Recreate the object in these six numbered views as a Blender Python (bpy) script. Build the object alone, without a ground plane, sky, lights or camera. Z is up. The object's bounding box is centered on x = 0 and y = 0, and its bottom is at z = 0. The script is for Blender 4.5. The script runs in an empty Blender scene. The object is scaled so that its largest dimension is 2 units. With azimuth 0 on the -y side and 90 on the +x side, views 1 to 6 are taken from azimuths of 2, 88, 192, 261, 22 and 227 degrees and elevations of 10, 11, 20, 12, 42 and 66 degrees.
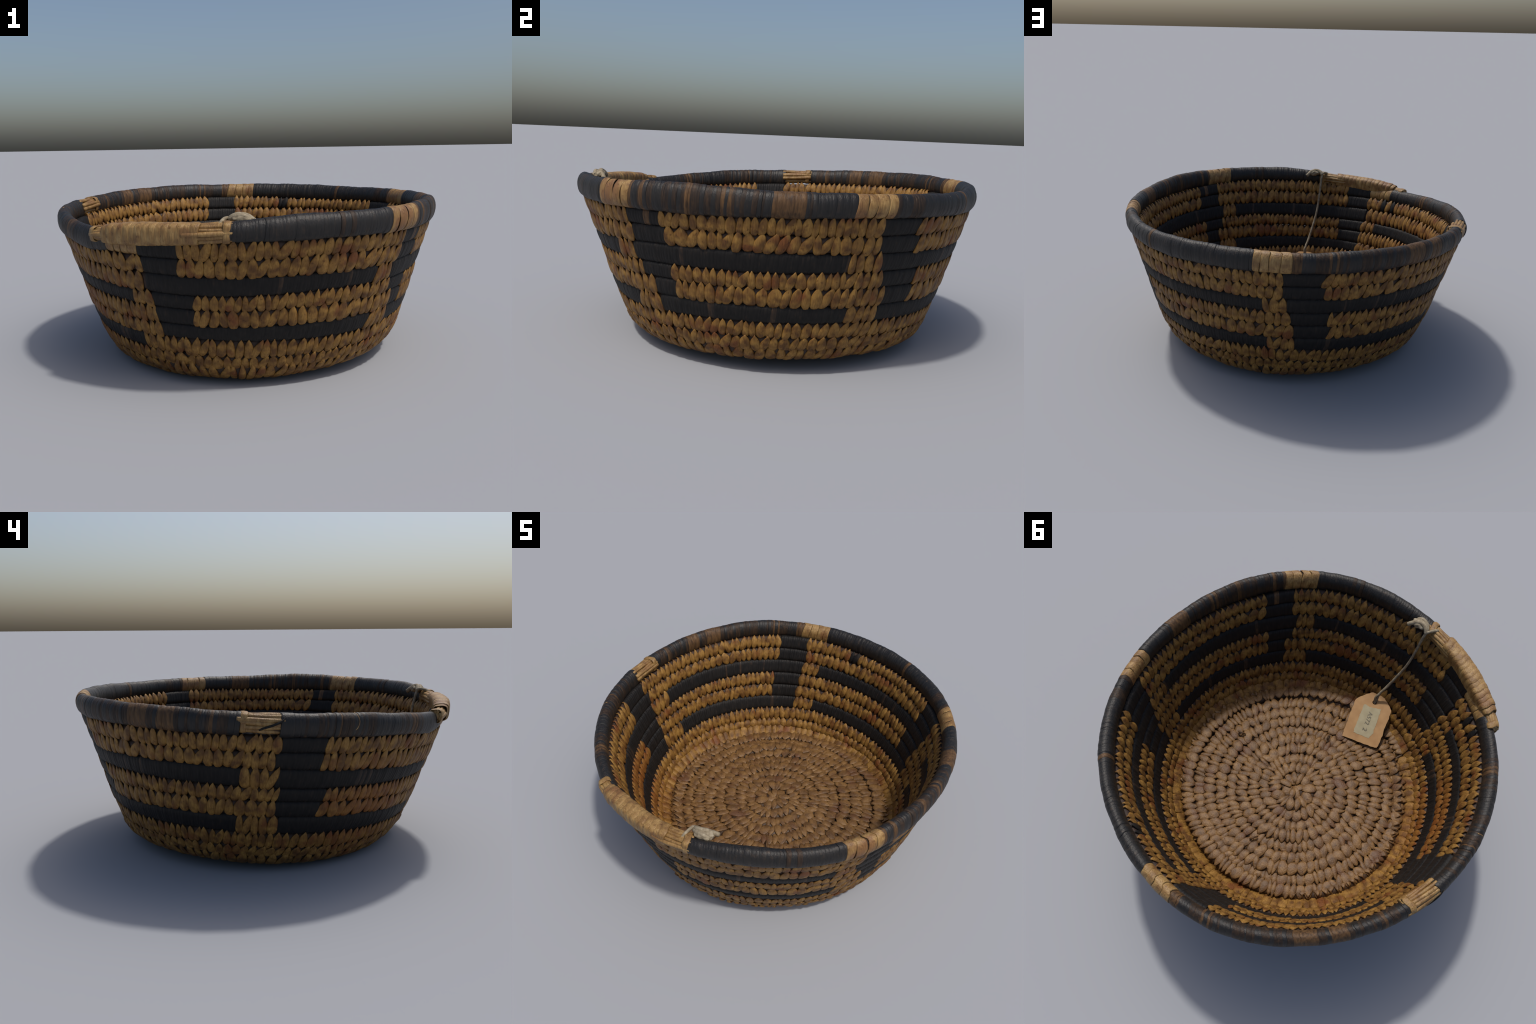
"""Coiled basket: a straw coil spirals from the middle of the floor up to the rim,
sewn with pale and dyed-black stitches in a stepped band pattern.  A repaired rim
section, a string knot and a card tag complete it."""
import bpy, math, random
import numpy as np

rng = np.random.default_rng(7)
PI = math.pi

# --------------------------------------------------------------------------- shape
# Rim centre line (every 15 degrees): distance from the axis and height.
RIM_R = [.940, .939, .944, .947, .947, .946, .956, .969, .971, .961, .951, .945,
         .944, .939, .935, .943, .955, .962, .963, .965, .977, .977, .960, .947]
RIM_Z = [.751, .751, .749, .748, .752, .759, .760, .760, .764, .759, .750, .738,
         .728, .720, .700, .690, .705, .713, .723, .744, .749, .752, .763, .758]
# Foot of the wall (every 30 degrees): distance from the axis and height.
FOOT_R = [.698, .692, .678, .665, .653, .661, .655, .626, .622, .634, .638, .666]
FOOT_Z = [.046, .046, .030, .017, .024, .026, .013, .002, .001, .003, .016, .031]
# Belly of the wall between rim and foot, in or out (every 30 degrees).
BELLY = [.000, .000, .003, -.003, .004, .012, -.002, .000, .000, .000, -.004, -.005]
# Wall profile from rim (0) to foot (1): share of the flare that is left.
PROF_T = [0, .15, .3, .45, .6, .75, .88, .95, 1]
PROF_F = [1, .894, .793, .685, .588, .464, .336, .205, 0]
RHO = .0405
SEAM = 245.5                     # where one turn of the spiral becomes the next
HALF = .0325                      # half thickness of a wall coil
FLOOR_Z = .092                   # centre height of the floor coil


def hermite(kx, ky, x):
    kx, ky, x = np.asarray(kx, float), np.asarray(ky, float), np.asarray(x, float)
    m = np.gradient(ky, kx)
    i = np.clip(np.searchsorted(kx, x) - 1, 0, len(kx) - 2)
    h = kx[i + 1] - kx[i]
    s = (x - kx[i]) / h
    return ((2*s**3 - 3*s**2 + 1) * ky[i] + (s**3 - 2*s**2 + s) * h * m[i]
            + (-2*s**3 + 3*s**2) * ky[i + 1] + (s**3 - s**2) * h * m[i + 1])


def ring(values, deg):
    n = len(values)
    k = np.arange(-3, n + 4)
    return hermite(k * 360.0 / n, [values[j % n] for j in k], np.asarray(deg, float) % 360)


def outer(deg, t):
    """Point (r, z) of the outer wall envelope."""
    R, Z = ring(RIM_R, deg), ring(RIM_Z, deg)
    B, zb = ring(FOOT_R, deg), ring(FOOT_Z, deg)
    r0, z0 = R + .4 * RHO, Z - .9 * RHO
    belly = ring(BELLY, deg) * 4 * t * (1 - t)
    return B + (r0 - B) * hermite(PROF_T, PROF_F, t) + belly, z0 * (1 - t) + zb * t


def t_of_z(deg, z):
    z0, zb = ring(RIM_Z, deg) - .9 * RHO, ring(FOOT_Z, deg)
    return (z0 - z) / (z0 - zb)


# Heights of the grooves between coils (rim/1, 1/2 ... 8/9) at ten stations round the wall.
STATION = [261, 303, 344, 380, 424, 452, 478, 508, 555, 596]
GROOVE = [[.679, .606, .530, .443, .377, .302, .234, .151, .089],
          [.685, .617, .536, .455, .388, .305, .222, .149, .092],
          [.686, .622, .551, .460, .395, .319, .240, .171, .108],
          [.696, .621, .548, .468, .398, .317, .241, .173, .116],
          [.690, .630, .548, .469, .393, .312, .230, .160, .108],
          [.701, .627, .554, .473, .397, .318, .242, .166, .106],
          [.703, .630, .554, .470, .393, .313, .231, .155, .103],
          [.690, .620, .548, .458, .391, .313, .226, .153, .099],
          [.657, .586, .504, .416, .351, .278, .188, .116, .068],
          [.619, .546, .460, .391, .310, .242, .165, .100, .045]]
PSI = [s - SEAM for s in STATION]


def groove(n, psi):
    """Height of the groove above coil n; psi in degrees from the seam, 0..360."""
    deg = (SEAM + np.asarray(psi, float))
    if n == 0:
        kx = [290, 330, 350, 375.5]
        top = ring(RIM_Z, deg) + .042
        tail = hermite(kx, [.745, .737, .706, .679], np.clip(psi, 290, 375))
        w = np.clip((np.asarray(psi) - 310) / 30, 0, 1)
        return top * (1 - w) + tail * w
    if n >= 10:
        return np.maximum(ring(FOOT_Z, deg), .002)
    before = .682 if n == 1 else GROOVE[-1][n - 2]
    after = .022 if n == 9 else GROOVE[0][n]
    return hermite([PSI[-1] - 360] + PSI + [PSI[0] + 360],
                   [before] + [g[n - 1] for g in GROOVE] + [after], psi)


def frame(n, psi):
    """Centre (x, y, z), outward N, upward U, half height, half thickness of coil n."""
    psi = np.atleast_1d(np.asarray(psi, float))
    deg = SEAM + psi
    a = np.radians(deg)
    if n <= 9:
        zt, zl = groove(n, psi), groove(n + 1, psi)
        tt, tl = t_of_z(deg, zt), t_of_z(deg, zl)
        rt, zt = outer(deg, np.clip(tt, 0, 1)); rl, zl2 = outer(deg, np.clip(tl, 0, 1))
        zt = np.where(tt < 0, groove(n, psi), zt)
        rm, zm = outer(deg, np.clip((tt + tl) / 2, 0, 1))
        ur, uz = rt - rl, zt - zl2
        ln = np.hypot(ur, uz)
        ur, uz, h = ur / ln, uz / ln, ln / 2
        w = np.full_like(h, HALF + .0025 * max(0, n - 6))
        cr, cz = rm - (w - .004) * uz, zm + (w - .004) * ur
        if n == 0:
            k = np.clip((psi - 327) / 28, 0, 1); k = k * k * (3 - 2 * k)
            top, low = ring(RIM_Z, deg) + .0415, groove(1, psi) + .002
            R, Z = ring(RIM_R, deg) + .0005, (top + low) / 2
            cr = R * (1 - k) + cr * k; cz = Z * (1 - k) + cz * k
            h = (top - low) / 2 * (1 - k) + h * k; w = .0355 * (1 - k) + w * k
            w = w * (1 + (1 - k) * (.035 * np.sin(9 * a + 1) + .03 * np.sin(23 * a) + .025 * np.sin(41 * a + 2)))
            h = h * (1 + (1 - k) * (.02 * np.sin(13 * a) + .02 * np.sin(29 * a + 1)))
            ur, uz = ur * k + .10 * (1 - k), (1 - k) + uz * k
            ln = np.hypot(ur, uz); ur, uz = ur / ln, uz / ln
        nr, nz = uz, -ur
    elif n == 10:                                    # standing ring under the wall
        k = psi / 360
        cr = ring(FOOT_R, deg) - .015 - .03 * k
        cz = np.maximum(ring(FOOT_Z, deg), .002) + .043 + .03 * k * k
        h = np.full_like(cr, .034); w = np.full_like(cr, .034)
        ur, uz = np.full_like(cr, .8), np.full_like(cr, .6)
        nr, nz = uz, -ur
    else:                                            # floor, spiralling to the middle
        s = (n - 11) + psi / 360
        cr = np.maximum(.648 - .063 * s, .004)
        cr = cr + .014 * np.clip(1 - s, 0, 1) + np.clip(cr / .2, 0, 1) * (.004 * np.sin(3 * a + .9 * s) + .004 * np.sin(2 * a - .6 * s + 1))
        edge = np.clip(1 - s, 0, 1) * np.clip(np.cos(a - math.radians(100)), 0, 1)
        cz = FLOOR_Z + .004 * np.cos(2.2 * s) + .003 * np.sin(4 * a + 2 * s) + (.018 * np.cos(a) + .027 * np.sin(a)) * cr + .008 * edge + .015 * np.clip(1 - cr / .35, 0, 1)
        h = np.full_like(cr, .0315); w = np.full_like(cr, .031)
        ur, uz = np.ones_like(cr), np.zeros_like(cr)
        nr, nz = np.zeros_like(cr), -np.ones_like(cr)
    c, s_ = np.cos(a), np.sin(a)
    C = np.stack([cr * c, cr * s_, cz], -1)
    if n >= 11:                                      # floor centre sits slightly off axis
        C[:, 1] += .025 * np.clip(((n - 11) + psi / 360) / 2, 0, 1)
    N = np.stack([nr * c, nr * s_, nz], -1)
    U = np.stack([ur * c, ur * s_, uz], -1)
    return C, N, U, h, w, cr


# --------------------------------------------------------------------------- pattern
# Five motifs: left and right edge of the black bar on coils 1-6, and where the black
# bands on coils 3 and 6 stop (degrees, counted on past 360).
MOTIF = [dict(left=[244, 244, 245, 245, 245, 245], right=[255.3, 255.2, 256, 257.3, 257, 257], end=(309.3, 312.3)),
         dict(left=[317.4, 316.6, 316.8, 318.4, 319.2, 320.4], right=[327.4, 328.4, 328, 327.7, 328.6, 328], end=(375.8, 377.8)),
         dict(left=[384, 383.8, 385.6, 386.1, 387.5, 388.1], right=[395, 395.4, 397, 399.2, 399, 399], end=(451, 452.4)),
         dict(left=[457.5, 457.4, 458.7, 459.6, 460.6, 461.6], right=[468.4, 469.3, 470, 471.6, 472.2, 472], end=(523.1, 521.8)),
         dict(left=[533.8, 532.8, 533.4, 534, 533.8, 534.3], right=[546.5, 546, 547, 547.9, 546.6, 547], end=(598.6, 597.1))]
# Pale patches on the rim, and worn brown ones.
RIM_PALE = [(309.5, 319.8), (375, 384.4), (449.2, 458.6)]
RIM_BROWN = [(355.8, 363), (458.6, 462.5), (493, 499), (502.5, 508), (320, 321.5), (413, 414)]
RIM_WORN = [(321, 356), (363, 366), (385, 395), (464, 521), (540, 560), (566, 580)]
INNER_DARK = {1: [(590, 598), (435.5, 438.5)], 2: [(588, 597), (434, 438)]}


def inside(ranges, d):
    return any(a <= d < b for a, b in ranges)


def colour(n, d):
    """Thread colour of the stitch on coil n at angle d (SEAM..SEAM+360)."""
    if n == 0:
        if d > 594:
            return "pale"
        if inside(RIM_PALE, d):
            return "pale"
        if inside(RIM_BROWN, d):
            return "brown"
        u = rng.random()
        if inside(RIM_WORN, d) and u < .6:
            return "brown" if u < .08 else "rusty"
        if u < .02:
            return "rusty"
        return "dark"
    if n > 6:
        return "pale"
    if n == 1 and 323.2 < d < 325:
        return "brown"
    for m in MOTIF:
        if m["left"][n - 1] <= d < m["right"][n - 1]:
            return "dark"
        if n in (3, 6) and m["right"][n - 1] <= d < m["end"][n // 3 - 1]:
            return "rusty" if rng.random() < .035 else "dark"
    return "pale"


# --------------------------------------------------------------------------- materials
def new_mat(name, rough, spec=.5):
    m = bpy.data.materials.new(name); m.use_nodes = True
    nt = m.node_tree; b = nt.nodes["Principled BSDF"]
    b.inputs["Roughness"].default_value = rough
    b.inputs["Specular IOR Level"].default_value = spec
    return m, nt, b


def noise(nt, scale, detail=2, stretch=None, rough=.5):
    g = nt.nodes.new("ShaderNodeNewGeometry")
    n = nt.nodes.new("ShaderNodeTexNoise")
    n.inputs["Scale"].default_value = scale; n.inputs["Detail"].default_value = detail
    n.inputs["Roughness"].default_value = rough
    if stretch:
        mp = nt.nodes.new("ShaderNodeMapping"); mp.inputs["Scale"].default_value = stretch
        nt.links.new(g.outputs["Position"], mp.inputs["Vector"]); nt.links.new(mp.outputs[0], n.inputs["Vector"])
    else:
        nt.links.new(g.outputs["Position"], n.inputs["Vector"])
    return n.outputs["Fac"]


def ramp(nt, fac, stops):
    r = nt.nodes.new("ShaderNodeValToRGB"); e = r.color_ramp.elements
    while len(e) < len(stops):
        e.new(.5)
    for el, (p, c) in zip(e, stops):
        el.position = p; el.color = (*c, 1)
    nt.links.new(fac, r.inputs["Fac"])
    return r.outputs["Color"]


def mix(nt, fac, a, b, mode="MIX"):
    m = nt.nodes.new("ShaderNodeMix"); m.data_type = "RGBA"; m.blend_type = mode
    if isinstance(fac, (int, float)):
        m.inputs["Factor"].default_value = fac
    else:
        nt.links.new(fac, m.inputs["Factor"])
    for v, s in ((a, "A"), (b, "B")):
        if isinstance(v, tuple):
            m.inputs[6 if s == "A" else 7].default_value = (*v, 1)
        else:
            nt.links.new(v, m.inputs[6 if s == "A" else 7])
    return m.outputs[2]


def mask(nt, fac, lo, hi):
    m = nt.nodes.new("ShaderNodeMapRange"); m.clamp = True
    m.inputs["From Min"].default_value = lo; m.inputs["From Max"].default_value = hi
    nt.links.new(fac, m.inputs["Value"])
    return m.outputs["Result"]


def bump(nt, bsdf, fac, strength, dist):
    b = nt.nodes.new("ShaderNodeBump"); b.inputs["Strength"].default_value = strength
    b.inputs["Distance"].default_value = dist
    nt.links.new(fac, b.inputs["Height"]); nt.links.new(b.outputs[0], bsdf.inputs["Normal"])


def straw_material(name, a, b, c, red, rough=.52, spec=.5, lengthwise=True, stain=False):
    m, nt, bs = new_mat(name, rough, spec)
    each = noise(nt, 26, 1)                             # hue of single stitches
    base = ramp(nt, each, [(.34, a), (.5, b), (.66, c)])
    base = mix(nt, mask(nt, noise(nt, 9, 2), .57, .68), base, red)
    if stain:                                           # rust-orange stain on one side of the wall
        g = nt.nodes.new("ShaderNodeNewGeometry"); v = nt.nodes.new("ShaderNodeVectorMath"); v.operation = "DISTANCE"
        nt.links.new(g.outputs["Position"], v.inputs[0]); v.inputs[1].default_value = (-.72, -.34, .30)
        base = mix(nt, mask(nt, v.outputs["Value"], .34, .08), base, mix(nt, .55, base, (.27, .085, .012)))
    fib = noise(nt, 60, 3, (2.6, 2.6, .4) if lengthwise else (2, 2, 1), .6)         # fibres
    base = mix(nt, mask(nt, fib, .35, .75), mix(nt, 1.0, base, (.62, .55, .47), "MULTIPLY"), base)
    speck = mask(nt, noise(nt, 70, 2), .62, .74)
    base = mix(nt, speck, base, mix(nt, 1.0, base, (.55, .45, .36), "MULTIPLY"))
    nt.links.new(base, bs.inputs["Base Color"])
    bump(nt, bs, noise(nt, 90, 3, (2.2, 2.2, .35) if lengthwise else (1.6, 1.6, 1)), .6, .004)
    return m


MAT = {}
MAT["pale"] = straw_material("pale_straw", (.140, .065, .016), (.255, .134, .030), (.345, .193, .046), (.185, .066, .016), .55, .32, stain=True)
MAT["floor"] = straw_material("floor_straw", (.130, .067, .021), (.195, .104, .034), (.250, .140, .047), (.135, .062, .024), .53, .45, False)
MAT["wrap"] = straw_material("pale_wrap", (.25, .14, .045), (.34, .205, .068), (.42, .27, .10), (.24, .12, .04))

m, nt, bs = new_mat("dyed_black", .58, .22)
d = ramp(nt, noise(nt, 30, 3, (2.2, 2.2, .4)), [(.3, (.0075, .0068, .0064)), (.62, (.0120, .0105, .0095)), (.85, (.034, .021, .013))])
nt.links.new(d, bs.inputs["Base Color"]); bump(nt, bs, noise(nt, 120, 3, (2, 2, .5)), .4, .004)
MAT["dark"] = m
m, nt, bs = new_mat("rim_black", .5, .42)
d = ramp(nt, noise(nt, 30, 3, (2.2, 2.2, .4)), [(.3, (.0080, .0074, .0070)), (.58, (.0135, .0115, .0100)), (.82, (.044, .027, .016))])
nt.links.new(d, bs.inputs["Base Color"]); bump(nt, bs, noise(nt, 120, 3, (2, 2, .5)), .4, .004)
MAT["rim_dark"] = m
m, nt, bs = new_mat("rusty_black", .55, .3)
d = ramp(nt, noise(nt, 40, 3, (2.2, 2.2, .4)), [(.3, (.014, .010, .008)), (.55, (.032, .019, .011)), (.8, (.070, .038, .019))])
nt.links.new(d, bs.inputs["Base Color"]); bump(nt, bs, noise(nt, 120, 3, (2, 2, .5)), .4, .004)
MAT["rusty"] = m

m, nt, bs = new_mat("worn_brown", .55, .3)
d = ramp(nt, noise(nt, 40, 3, (2.2, 2.2, .4)), [(.3, (.042, .022, .010)), (.55, (.092, .048, .019)), (.8, (.155, .082, .031))])
nt.links.new(d, bs.inputs["Base Color"]); bump(nt, bs, noise(nt, 120, 3, (2, 2, .5)), .4, .004)
MAT["brown"] = m

m, nt, bs = new_mat("coil_filling", .7)
d = ramp(nt, noise(nt, 35, 3), [(.3, (.018, .008, .005)), (.6, (.036, .017, .009)), (.85, (.07, .033, .015))])  # filling darkened to red-brown so the gaps between stitches carry painted shade
nt.links.new(d, bs.inputs["Base Color"])
MAT["core"] = m
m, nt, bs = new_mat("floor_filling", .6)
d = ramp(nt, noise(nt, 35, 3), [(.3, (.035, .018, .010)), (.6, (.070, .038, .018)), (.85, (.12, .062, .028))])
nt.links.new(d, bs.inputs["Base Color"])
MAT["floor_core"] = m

m, nt, bs = new_mat("string_fibre", .75)
d = ramp(nt, noise(nt, 60, 3), [(.3, (.16, .122, .072)), (.6, (.29, .24, .16)), (.8, (.40, .35, .26))])
nt.links.new(d, bs.inputs["Base Color"]); bump(nt, bs, noise(nt, 160, 2), .4, .003)
MAT["string"] = m

m, nt, bs = new_mat("brown_card", .7)
d = ramp(nt, noise(nt, 18, 4), [(.3, (.33, .175, .065)), (.7, (.41, .235, .095))])
nt.links.new(d, bs.inputs["Base Color"])
MAT["card"] = m
m, nt, bs = new_mat("old_paper", .8)
d = ramp(nt, noise(nt, 25, 3), [(.3, (.33, .28, .17)), (.7, (.39, .34, .215))])
nt.links.new(d, bs.inputs["Base Color"])
MAT["paper"] = m
m, nt, bs = new_mat("pencil", .6)
bs.inputs["Base Color"].default_value = (.22, .19, .125, 1)
MAT["pencil"] = m


# --------------------------------------------------------------------------- mesh helpers
def make_mesh(name, V, F, mats, midx=None, smooth=True):
    me = bpy.data.meshes.new(name)
    V = np.asarray(V, np.float32); F = np.asarray(F, np.int32)
    me.vertices.add(len(V)); me.vertices.foreach_set("co", V.ravel())
    me.loops.add(F.size); me.loops.foreach_set("vertex_index", F.ravel())
    me.polygons.add(len(F))
    me.polygons.foreach_set("loop_start", np.arange(0, F.size, F.shape[1], dtype=np.int32))
    for mt in mats:
        me.materials.append(mt)
    if midx is not None:
        me.polygons.foreach_set("material_index", np.asarray(midx, np.int32))
    me.polygons.foreach_set("use_smooth", np.full(len(F), smooth))
    me.update(calc_edges=True); me.validate()
    return me


def add(name, me, parent=None):
    o = bpy.data.objects.new(name, me)
    bpy.context.scene.collection.objects.link(o)
    o.parent = parent
    return o


def grid_faces(nu, nv, close_u=False, close_v=True):
    i = np.arange(nu if close_u else nu - 1)[:, None]; j = np.arange(nv if close_v else nv - 1)[None]
    i2, j2 = (i + 1) % nu, (j + 1) % nv
    f = lambda a, b: (a * nv + b)
    return np.stack([f(i, j) + 0 * j, f(i, j2), f(i2, j2), f(i2, j) + 0 * j], -1).reshape(-1, 4)


def capped(V, nu, nv):
    """Sweep of nu sections with nv points each, closed at both ends by quads to a pole."""
    F = grid_faces(nu, nv)
    return F


def tube(path, radius, nv=10, flat=1.0):
    """Round tube along a polyline; radius may vary."""
    P = np.asarray(path, float); r = np.broadcast_to(np.asarray(radius, float), (len(P),))
    T = np.gradient(P, axis=0); T /= np.linalg.norm(T, axis=1, keepdims=True)
    up = np.array([.31, .2, .93]); A = np.cross(T, up); A /= np.linalg.norm(A, axis=1, keepdims=True)
    B = np.cross(T, A)
    b = np.linspace(0, 2 * PI, nv, endpoint=False)
    V = P[:, None] + r[:, None, None] * (np.cos(b)[None, :, None] * A[:, None] + flat * np.sin(b)[None, :, None] * B[:, None])
    V = np.concatenate([np.repeat(P[:1, None], nv, 1), V, np.repeat(P[-1:, None], nv, 1)])
    return V.reshape(-1, 3), grid_faces(len(P) + 2, nv)


def smooth_path(ctrl, n):
    c = np.asarray(ctrl, float); k = np.arange(len(c)); x = np.linspace(0, len(c) - 1, n)
    return np.stack([hermite(k, c[:, j], x) for j in range(3)], -1)


def join(parts):
    V, F, M, o = [], [], [], 0
    for p in parts:
        V.append(p[0]); F.append(p[1] + o); o += len(p[0])
        M.append(np.full(len(p[1]), p[2] if len(p) > 2 else 0))
    return np.concatenate(V), np.concatenate(F), np.concatenate(M)


# --------------------------------------------------------------------------- basket root
basket = bpy.data.objects.new("coiled_basket", None)
bpy.context.scene.collection.objects.link(basket)
basket["label"] = "round coiled straw basket with black stepped bands and card tag"
basket["category"] = "basket"


START = 269.0                                # the wrapped rim begins here, after the repair

# --------------------------------------------------------------------------- coil filling
def coil_core(name, first, last, fill=.90, mat="core"):
    b = np.linspace(0, 2 * PI, 14, endpoint=False)
    secs = []
    for n in range(first, last + 1):
        psi = np.arange(0, 360, 2.0) if n < last else np.arange(0, 360.1, 2.0)
        C, N, U, h, w, _ = frame(n, psi)
        if n == 0:                                   # thinner where the wrapping is off
            d = SEAM + psi
            thin = np.maximum(np.clip((START + .5 - d) / .5, 0, 1), np.clip((d - 524.6) / .4, 0, 1) * np.clip((535.9 - d) / .4, 0, 1))
            h, w = h * (1 - .2 * thin), w * (1 - .2 * thin)
        e = 1.0 if n == 0 else .8
        ce = np.sign(np.cos(b)) * abs(np.cos(b)) ** e; se = np.sign(np.sin(b)) * abs(np.sin(b)) ** e
        secs.append(C[:, None] + fill * (w[:, None, None] * ce[None, :, None] * N[:, None]
                                         + (1.13 if n else 1.0) * h[:, None, None] * se[None, :, None] * U[:, None]))
    V = np.concatenate(secs)
    V = np.concatenate([np.repeat(V[:1].mean(1, keepdims=True), 14, 1), V, np.repeat(V[-1:].mean(1, keepdims=True), 14, 1)])
    return add(name, make_mesh(name, V.reshape(-1, 3), grid_faces(len(V), 14), [MAT[mat]]), basket)


rim = coil_core("rim", 0, 0, .92)
wall = coil_core("wall", 1, 9)
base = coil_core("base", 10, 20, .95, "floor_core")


# --------------------------------------------------------------------------- stitches
def stitch_template(kind, var, nu=24, nv=8):
    """A strip of straw wrapped once round a coil of unit half sizes.
    x runs along the coil (unit = half the stitch spacing), y outward, z upward.
    Pale stitches are leaf shaped: a pointed upper tip lies on the coil above."""
    r = np.random.default_rng(100 + var)
    if kind == "pale":
        #      y     z    width thick
        loop = [(1.00, .00, 1.02, .16), (1.00, .38, .95, .155), (.96, .74, .74, .14), (.97, 1.02, .48, .12), (.98, 1.28 + .07 * r.normal(), .13, .07), (.70, 1.22, .10, .05),
                (.30, 1.10, .22, .08), (-.30, 1.12, .22, .08), (-.74, 1.22, .14, .09), (-.90, .95, .50, .13), (-1.0, .55, .86, .15), (-1.03, .10, 1.02, .17),
                (-1.0, -.40, .90, .18), (-.92, -.82, .58, .14), (-.72, -1.10, .24, .10), (-.25, -1.05, .3, .08), (.30, -1.04, .34, .08),
                (.74, -1.08 + .05 * r.normal(), .52, .12), (.93, -.84, .84, .16), (1.00, -.44, 1.03, .16)]
    elif kind == "base":
        loop = [(1.0, 0, 1.0, .2), (.9, .7, .8, .15), (.5, 1.1, .4, .1), (-.2, 1.1, .3, .1), (-.80, 1.34 + .14 * r.normal(), .20, .08), (-.95, .95, .64, .11), (-1.02, .45, .95, .15),
                (-1.05, -.05, 1.06, .17), (-1.03, -.55, .98, .15), (-.97, -1.0, .70, .11), (-.80, -1.36 + .14 * r.normal(), .26, .08), (-.1, -1.1, .3, .1), (.5, -1.1, .4, .1), (.9, -.7, .8, .15)]
    elif kind == "round":                            # rim thread: plain round wrapping
        q = np.linspace(0, 2 * PI, 16, endpoint=False)
        loop = [(1.05 * math.cos(v), 1.05 * (abs(math.sin(v)) ** (1 if v < PI else .8)) * (1 if v < PI else -1), 1, .045) for v in q]
    else:
        t = .10 if kind == "wrap" else .09
        loop = [(1, 0, 1, t), (1, .5, 1, t), (.90, .84, 1, t), (.55, 1.03, 1, t), (0, 1.08, 1, t), (-.55, 1.03, 1, t), (-.90, .84, 1, t), (-1, .5, 1, t),
                (-1, 0, 1, t), (-1, -.5, 1, t), (-.90, -.84, 1, t), (-.55, -1.03, 1, t), (0, -1.08, 1, t), (.55, -1.03, 1, t), (.82, -.84, 1, t), (.95, -.5, 1, t)]
    k = len(loop); kk = np.arange(-2, k + 3)
    x = np.linspace(0, k, nu, endpoint=False)
    y, z, a, th = (hermite(kk, [loop[q % k][c] for q in kk], x) for c in range(4))
    ph = 2 * PI * x / k
    a = a * (1 + .07 * np.sin(ph * 2 + r.uniform(0, 6)))
    lean = .16 * r.normal() if kind in ("pale", "base") else .05 * r.normal()
    front = np.sign(y) * np.minimum(1, abs(y) * 3)
    slant = (.20 * front + lean) * z + .08 * np.sin(2 * ph + r.uniform(0, 6)) if kind in ("pale", "base") else (.3 * front + lean) * z
    dy, dz = np.roll(y, -1) - np.roll(y, 1), np.roll(z, -1) - np.roll(z, 1)
    ln = np.hypot(dy, dz); q = np.stack([dz / ln, -dy / ln], -1)             # outward in the section plane
    b = np.linspace(0, 2 * PI, nv, endpoint=False)
    cb, sb = np.sign(np.cos(b)) * abs(np.cos(b)) ** .85, np.sin(b)
    V = np.empty((nu, nv, 3))
    V[..., 0] = slant[:, None] + a[:, None] * cb
    V[..., 1] = .93 * y[:, None] + th[:, None] * sb * q[:, None, 0]
    V[..., 2] = .96 * z[:, None] + th[:, None] * sb * q[:, None, 1]
    F = grid_faces(nu, nv, close_u=True)
    inner = (y[F[:, 0] // nv] + y[F[:, 2] // nv]) < 0
    return V.reshape(-1, 3), F[:, ::-1], inner


TEMPL = {k: [stitch_template(k, v) for v in range(7)] for k in ("pale", "dark", "base", "wrap", "round")}
SPACING = {"pale": .043, "dark": .0145, "brown": .0145, "rusty": .0145}
ROW_SPACE = {1: .035, 2: .040, 3: .036, 4: .033, 5: .040, 6: .036, 7: .035, 8: .038, 9: .040}


class Stitch:
    pass


def lay(n):
    """All stitches of coil n, in order."""
    res, psi = [], 0.0
    while psi < 360:
        d = SEAM + psi
        col = colour(n, d)
        step = SPACING[col]
        if col == "pale":
            step = ROW_SPACE.get(n, .036) if n else .046
        step *= rng.uniform(.84, 1.18) if col != "pale" else float(np.clip(rng.lognormal(0, .14 if n < 10 else .30), .62, 1.5))
        rad = max(float(frame(n, psi)[5][0]), .03)
        dpsi = math.degrees(step / rad)
        s = Stitch(); s.n, s.psi, s.deg, s.col, s.step = n, psi + dpsi / 2, d + dpsi / 2, col, step
        if s.psi > 360:
            break
        res.append(s); psi += dpsi
    psis = np.array([s.psi for s in res])
    C, N, U, h, w, rad = frame(n, psis)
    C2 = frame(n, psis + .4)[0]
    for i, s in enumerate(res):
        T = C2[i] - C[i]; T /= np.linalg.norm(T)
        Nn = N[i] - T * (N[i] @ T); Nn /= np.linalg.norm(Nn)
        Uu = np.cross(T, Nn); Uu *= np.sign(Uu @ U[i])
        tilt = rng.normal(0, .03 if s.col != "pale" else .05 if n < 10 else .14)
        T, Uu = math.cos(tilt) * T + math.sin(tilt) * Uu, math.cos(tilt) * Uu - math.sin(tilt) * T
        g = rng.uniform(.95, 1.06) if s.col == "pale" and n else rng.uniform(.98, 1.02)
        hw = s.step * (.59 if n >= 10 else .85 if s.col != "pale" else .53 if n == 0 else .56)
        s.M = np.stack([T * hw, Nn * w[i] * g, Uu * h[i] * g], 1); s.C = C[i]
        s.kind = "base" if n >= 9 else "round" if n == 0 else ("wrap" if n == 0 and s.col == "pale" else "pale" if s.col == "pale" else "dark")
        s.var = int(rng.integers(7))
        s.size = hw * h[i]
    return res


rows = {n: lay(n) for n in range(0, 21)}
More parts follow.
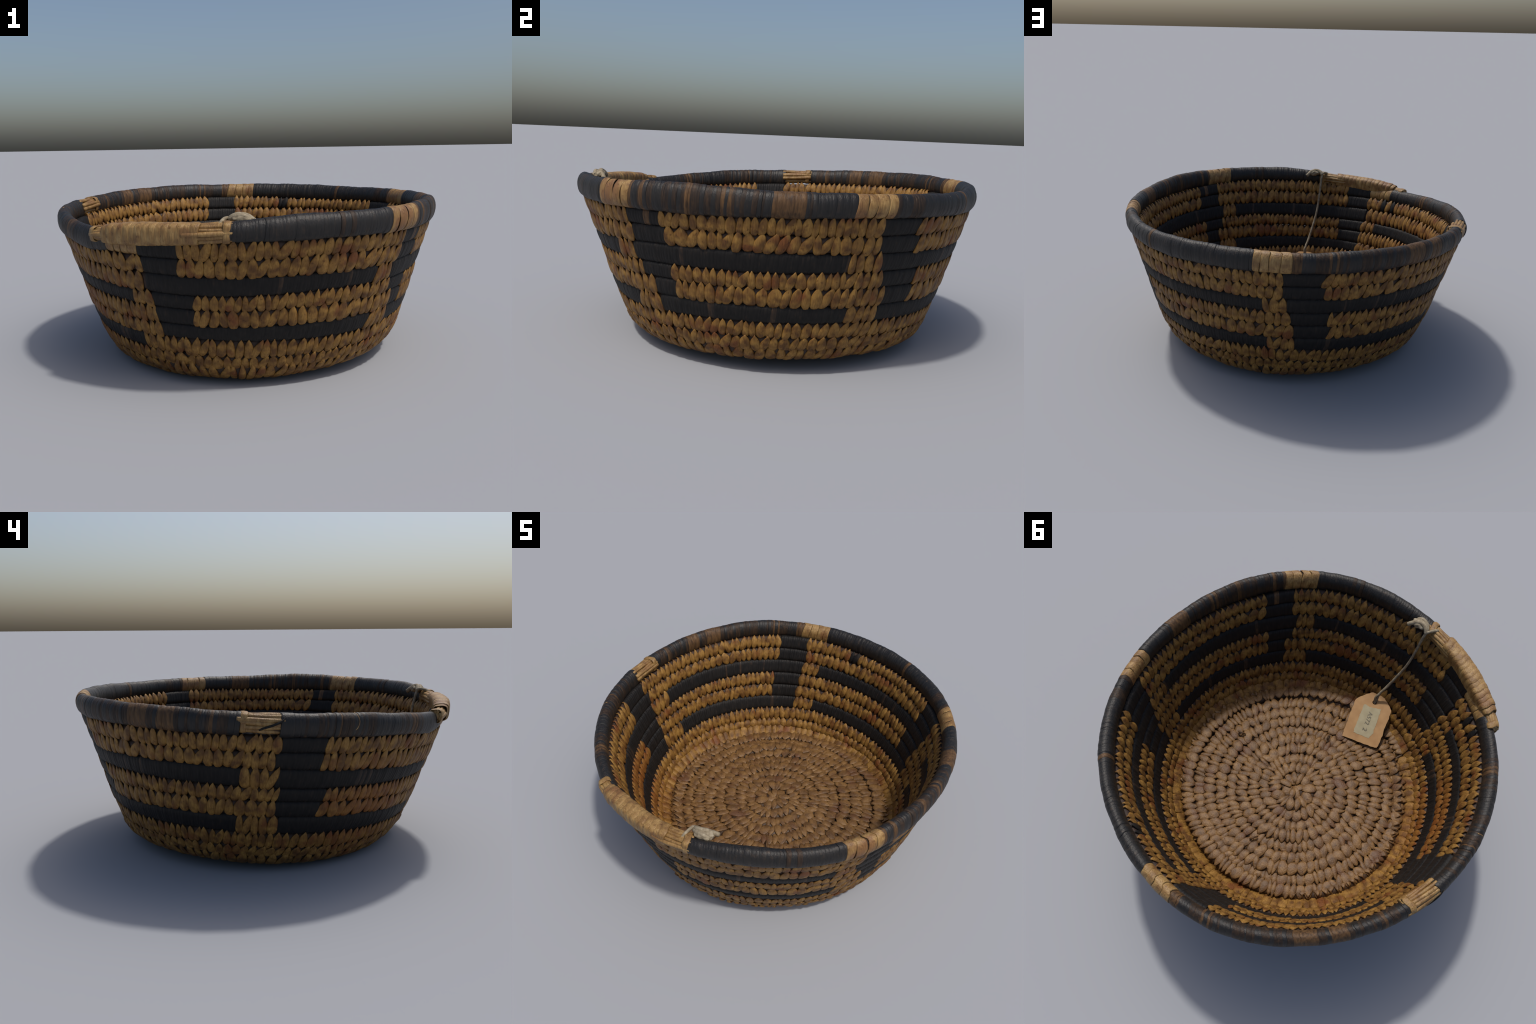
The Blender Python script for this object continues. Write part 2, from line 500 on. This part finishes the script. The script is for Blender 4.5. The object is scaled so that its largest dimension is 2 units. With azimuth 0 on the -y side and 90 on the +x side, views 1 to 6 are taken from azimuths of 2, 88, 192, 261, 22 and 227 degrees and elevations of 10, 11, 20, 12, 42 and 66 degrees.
# repeats that can be told apart one by one: the 300 largest pale ones on coils 1-8
candidates = sorted((s for n in range(1, 9) for s in rows[n] if s.col == "pale"), key=lambda s: -s.size)
single = set(id(s) for s in candidates[:300])
variants = {}
for v in range(7):
    V, F, inn = TEMPL["pale"][v]
    variants[v] = make_mesh("stitch", V, F, [MAT["pale"]])
from mathutils import Matrix
for s in candidates[:300]:
    o = add("stitch", variants[s.var], wall)
    M = np.eye(4); M[:3, :3] = s.M; M[:3, 3] = s.C
    o.matrix_basis = Matrix(M.tolist())


def bundle(name, stitches, parent, mats, pick):
    parts = []
    M = []
    for s in stitches:
        V, F, inn = TEMPL[s.kind][s.var]
        parts.append((V @ s.M.T + s.C, F))
        M.append(pick(s, inn))
    if not parts:
        return
    V, F, _ = join(parts)
    o = add(name, make_mesh(name, V, F, mats, np.concatenate(M)), parent)
    o["kind"] = "stuff"
    return o


order = {"pale": 0, "dark": 1, "brown": 2, "rusty": 3}
mats3 = [MAT["pale"], MAT["dark"], MAT["brown"], MAT["rusty"]]


def pick(s, inn):
    m = np.full(len(inn), order[s.col])
    if inside(INNER_DARK.get(s.n, []), s.deg):
        m[inn] = 1
    return m


for n in range(1, 10):
    rest = [s for s in rows[n] if id(s) not in single]
    bundle("pale_stitches", [s for s in rest if s.col == "pale"], wall, mats3, pick)
    bundle("black_stitches", [s for s in rest if s.col != "pale"], wall, mats3, pick)
bundle("base_stitches", [s for n in range(10, 21) for s in rows[n]], base, [MAT["floor"]], lambda s, i: np.zeros(len(i)))
rim_mats = [MAT["wrap"], MAT["rim_dark"], MAT["brown"], MAT["rusty"]]
PATCH = (524.8, 535.5)                       # rim patch with bare straw
keep = [s for s in rows[0] if not (PATCH[0] <= s.deg < PATCH[1]) and s.deg > START]
bundle("rim_wrapping", keep, rim, rim_mats, lambda s, i: np.full(len(i), order[s.col]))


# --------------------------------------------------------------------------- bare straw and repair roll
def rim_point(deg, out=0, up=0):
    a = np.radians(deg)
    r = ring(RIM_R, deg) - .005 + out
    return np.stack([r * np.cos(a), r * np.sin(a), ring(RIM_Z, deg) + up], -1)


def straw_bundle(name, d0, d1, rad, bulge=lambda d: 0 * d, count=13):
    parts = []
    d = np.linspace(d0, d1, 24)
    k = (d - d0) / (d1 - d0)
    for i in range(count):
        b = 2 * PI * i / count + rng.normal(0, .08)
        tw = b + .35 * (k - .5) * rng.normal(0, .5)
        rr = rad * (.94 + .1 * rng.random()) + .002 * np.sin(k * 5 + i)
        parts.append(tube(rim_point(d, rr * np.cos(tw) + bulge(d), rr * np.sin(tw)), .0125 * (1 - .35 * rng.random()), 7))
    parts.append(tube(rim_point(d, bulge(d), 0), rad * .8, 10))
    V, F, _ = join(parts)
    o = add(name, make_mesh(name, V, F, [MAT["wrap"]]), rim)
    return o


def wraps(name, degs, rad, step, bulge=lambda d: 0 * d, mat="wrap"):
    parts = []
    for i, d in enumerate(degs):
        V, F, _ = TEMPL["wrap"][i % 7]
        C = rim_point(d, bulge(np.array(d)), 0); C2 = rim_point(d + .4, bulge(np.array(d + .4)), 0)
        T = C2 - C; T /= np.linalg.norm(T); a = math.radians(d)
        N = np.array([math.cos(a), math.sin(a), 0]); N -= T * (N @ T); N /= np.linalg.norm(N); U = np.cross(T, N)
        U *= np.sign(U[2]); g = rng.uniform(.96, 1.05)
        r = rad(d) if callable(rad) else rad
        parts.append((V @ np.stack([T * step[i % len(step)] * .58, N * r * g, U * r * g], 1).T + C, F))
    V, F, _ = join(parts)
    return add(name, make_mesh(name, V, F, [MAT[mat]]), rim)


lump = lambda d: .020 * np.exp(-((np.asarray(d, float) - 233) / 8.0) ** 2)
straw_bundle("straw_bundle", PATCH[0] - .6, PATCH[1] + .4, .0335)
wraps("rim_tie", [525.7], .0405, [.026])
straw_bundle("straw_bundle", 230.5, 238, .022, lump, 10)
straw_bundle("straw_bundle", 258, 270, .033)
wraps("repair_wrapping", np.arange(236.5, 261.5, 1.75), lambda d: .034 + .008 * min(1, (d - 235) / 6), [.036, .032, .038], lump)
wraps("rim_tie", [231.5], .030, [.030], lump)
wraps("rim_tie", [268.6], .0405, [.028])

# --------------------------------------------------------------------------- tag, string and knot
tag_top = np.array([.047, -.681, .208])


def sweep(name, ctrl, rad, parent, n=40, nv=8, flat=1.0):
    P = smooth_path(ctrl, n)
    V, F = tube(P, rad, nv, flat)
    return add(name, make_mesh(name, V, F, [MAT["string"]]), parent)


def plane_axes():
    """Card axes: long axis points from the hole to the lower edge."""
    low = np.array([-.052, -.455, .130])
    L = low - tag_top; L /= np.linalg.norm(L)
    W = np.array([.198, .081, -.005]); W -= L * (W @ L); W /= np.linalg.norm(W)
    return L, W, np.cross(W, L)


L, W, NN = plane_axes()
if NN[2] < 0:
    W, NN = -W, -NN


def card_outline(scale=1.0):
    """Clipped-corner card: (across, along) from the hole centre."""
    pts = [(-.030, -.040), (.030, -.040), (.080, .005), (.086, .020), (.086, .190), (.080, .197), (-.080, .197), (-.086, .190), (-.086, .020), (-.080, .005)]
    return np.array(pts) * np.array([1.30, 1.30]) * scale


def slab(name, outline, hole_r, thick, mat, parent, lift=0.0, rough_edge=.0015):
    """Flat piece with thickness (and optionally a round hole) built on the card plane."""
    n = 72
    o = np.asarray(outline); per = np.concatenate([o, o[:1]])
    seg = np.hypot(*np.diff(per, axis=0).T); cum = np.concatenate([[0], np.cumsum(seg)])
    x = np.linspace(0, cum[-1], n, endpoint=False)
    O = np.stack([np.interp(x, cum, per[:, k]) for k in (0, 1)], -1) + rng.normal(0, rough_edge, (n, 2))
    ctr = O.mean(0) if hole_r == 0 else np.zeros(2)
    ang = np.unwrap(np.arctan2(O[:, 1] - ctr[1], O[:, 0] - ctr[0]))
    I = ctr + (max(hole_r, 1e-4)) * np.stack([np.cos(ang), np.sin(ang)], -1)
    loops = [(I, 0), (I * .5 + O * .5, 0), (O, 0), (O, 1), (I * .5 + O * .5, 1), (I, 1)]
    V = []
    for q, side in loops:
        wob = .004 * np.sin(q[:, 1] * 18) + .003 * np.sin(q[:, 0] * 25)
        V.append(tag_top + q[:, :1] * W + q[:, 1:] * L + (wob + lift + (thick / 2 if side == 0 else -thick / 2))[:, None] * NN)
    V = np.concatenate(V)
    F = grid_faces(6, n, close_u=True)
    me = make_mesh(name, V, F, [MAT[mat]], smooth=False)
    import bmesh
    bm = bmesh.new(); bm.from_mesh(me); bmesh.ops.recalc_face_normals(bm, faces=bm.faces); bm.to_mesh(me); bm.free()
    return add(name, me, parent)


tag = slab("tag", card_outline(), .0135, .006, "card", basket)
label = slab("paper_label", 1.28 * np.array([(-.040, .022), (.012, .030), (.042, .024), (.043, .165), (-.032, .170), (-.044, .14)]), 0, .0016, "paper", tag, .0042, .0012)
# pencilled shelf mark, running along the card
cu = bpy.data.curves.new("pencil_mark", "FONT"); cu.body = "A572  2"; cu.size = .036; cu.extrude = .0002
cu.align_x = "CENTER"; cu.align_y = "CENTER"
tmp = bpy.data.objects.new("pencil_mark", cu); bpy.context.scene.collection.objects.link(tmp)
bpy.context.view_layer.update()
me = bpy.data.meshes.new_from_object(tmp.evaluated_get(bpy.context.evaluated_depsgraph_get()))
bpy.data.objects.remove(tmp)
me.materials.clear(); me.materials.append(MAT["pencil"])
mark = add("pencil_mark", me, tag)
pos = tag_top + .122 * L + .0 * W + .0112 * NN
M = np.eye(4); M[:3, 0] = L; M[:3, 1] = np.cross(NN, L); M[:3, 2] = NN; M[:3, 3] = pos
mark.matrix_basis = Matrix(M.tolist())

knot_at = np.array([.045, -.925, .775])
string = sweep("string", [(-.022, -.900, .775), (-.020, -.893, .755), (-.016, -.880, .70), (-.012, -.868, .62), (-.001, -.844, .50), (.018, -.800, .40), (.036, -.755, .315), (.050, -.715, .268), tag_top + np.array([0, -.012, .006]), tag_top + np.array([0, .004, -.008])], .0075, tag, 60)
sweep("string", [(.018, -.800, .40), (.040, -.752, .312), (.050, -.720, .272), (.055, -.690, .250), tag_top + np.array([.004, 0, -.004])], .006, tag, 30)
sweep("string", [(-.06, -.985, .700), (-.055, -.968, .745), (-.045, -.940, .765), (-.030, -.905, .772), (-.022, -.895, .764)], .008, tag, 30)
# knot: a lump of wound string lying over the rim
def lump_mesh(name, centre, size, axis, parent):
    nu, nv = 22, 28
    u = np.linspace(0, PI, nu)[:, None]; v = np.linspace(0, 2 * PI, nv, endpoint=False)[None]
    r = 1 + .10 * np.sin(3 * v + 4 * u) * np.sin(u) + .07 * np.sin(7 * u + 2 * v) * np.sin(u) + .05 * np.sin(5 * v - 6 * u) * np.sin(u)
    p = np.stack([r * np.cos(u) + 0 * v, r * np.sin(u) * np.cos(v), r * np.sin(u) * np.sin(v)], -1) * np.array(size)
    X = np.array(axis, float); X /= np.linalg.norm(X); Y = np.cross([0, 0, 1], X); Y /= np.linalg.norm(Y); Zz = np.cross(X, Y)
    V = np.array(centre) + p[..., :1] * X + p[..., 1:2] * Y + p[..., 2:] * Zz
    return add(name, make_mesh(name, V.reshape(-1, 3), grid_faces(nu, nv), [MAT["string"]]), parent)


lump_mesh("string_knot", (.036, -.918, .768), (.046, .032, .021), (1, .28, -.12), tag)
sweep("string_knot", [(.088, -.880, .748), (.072, -.892, .764), (.050, -.905, .780), (.020, -.912, .785), (-.008, -.905, .776), (-.022, -.896, .760)], .012, tag, 30, 10)
sweep("string_knot", [(.066, -.930, .766), (.040, -.936, .782), (.008, -.930, .778), (-.018, -.912, .766)], .010, tag, 24, 10)

# --------------------------------------------------------------------------- loose bits
def thread(name, ctrl, rad, mat, parent, n=30):
    V, F = tube(smooth_path(ctrl, n), rad, 7)
    return add(name, make_mesh(name, V, F, [MAT[mat]]), parent)


# dark thread lying over the bare straw of the rim, and a pale one hanging over the rim
thread("loose_thread", [rim_point(d, o, u) for d, o, u in ((169.5, .035, -.026), (171, .041, -.016), (173, .043, -.004), (175, .040, .012), (176.2, .030, .028))], .005, "dark", rim)
thread("loose_thread", [rim_point(d, o, u) for d, o, u in ((194.6, .008, .043), (195.0, .028, .031), (195.2, .039, .008), (194.6, .040, -.018), (193.6, .036, -.032))], .0025, "wrap", rim)
# crumbs of straw caught on the floor
for x, y, t in ((.47, .01, .4), (.10, -.35, 2.0), (-.06, .40, 1.1)):
    z = .135 + .018 * x + .027 * y
    c, q = .022 * math.cos(t), .022 * math.sin(t)
    thread("straw_crumb", [(x - c, y - q, z), (x - .4 * c, y - .4 * q + .004, z + .012), (x + .4 * c, y + .4 * q + .008, z + .012), (x + c, y + q, z + .002), (x + .7 * c, y + q - .01, z)], .0045, "brown", base, 20)
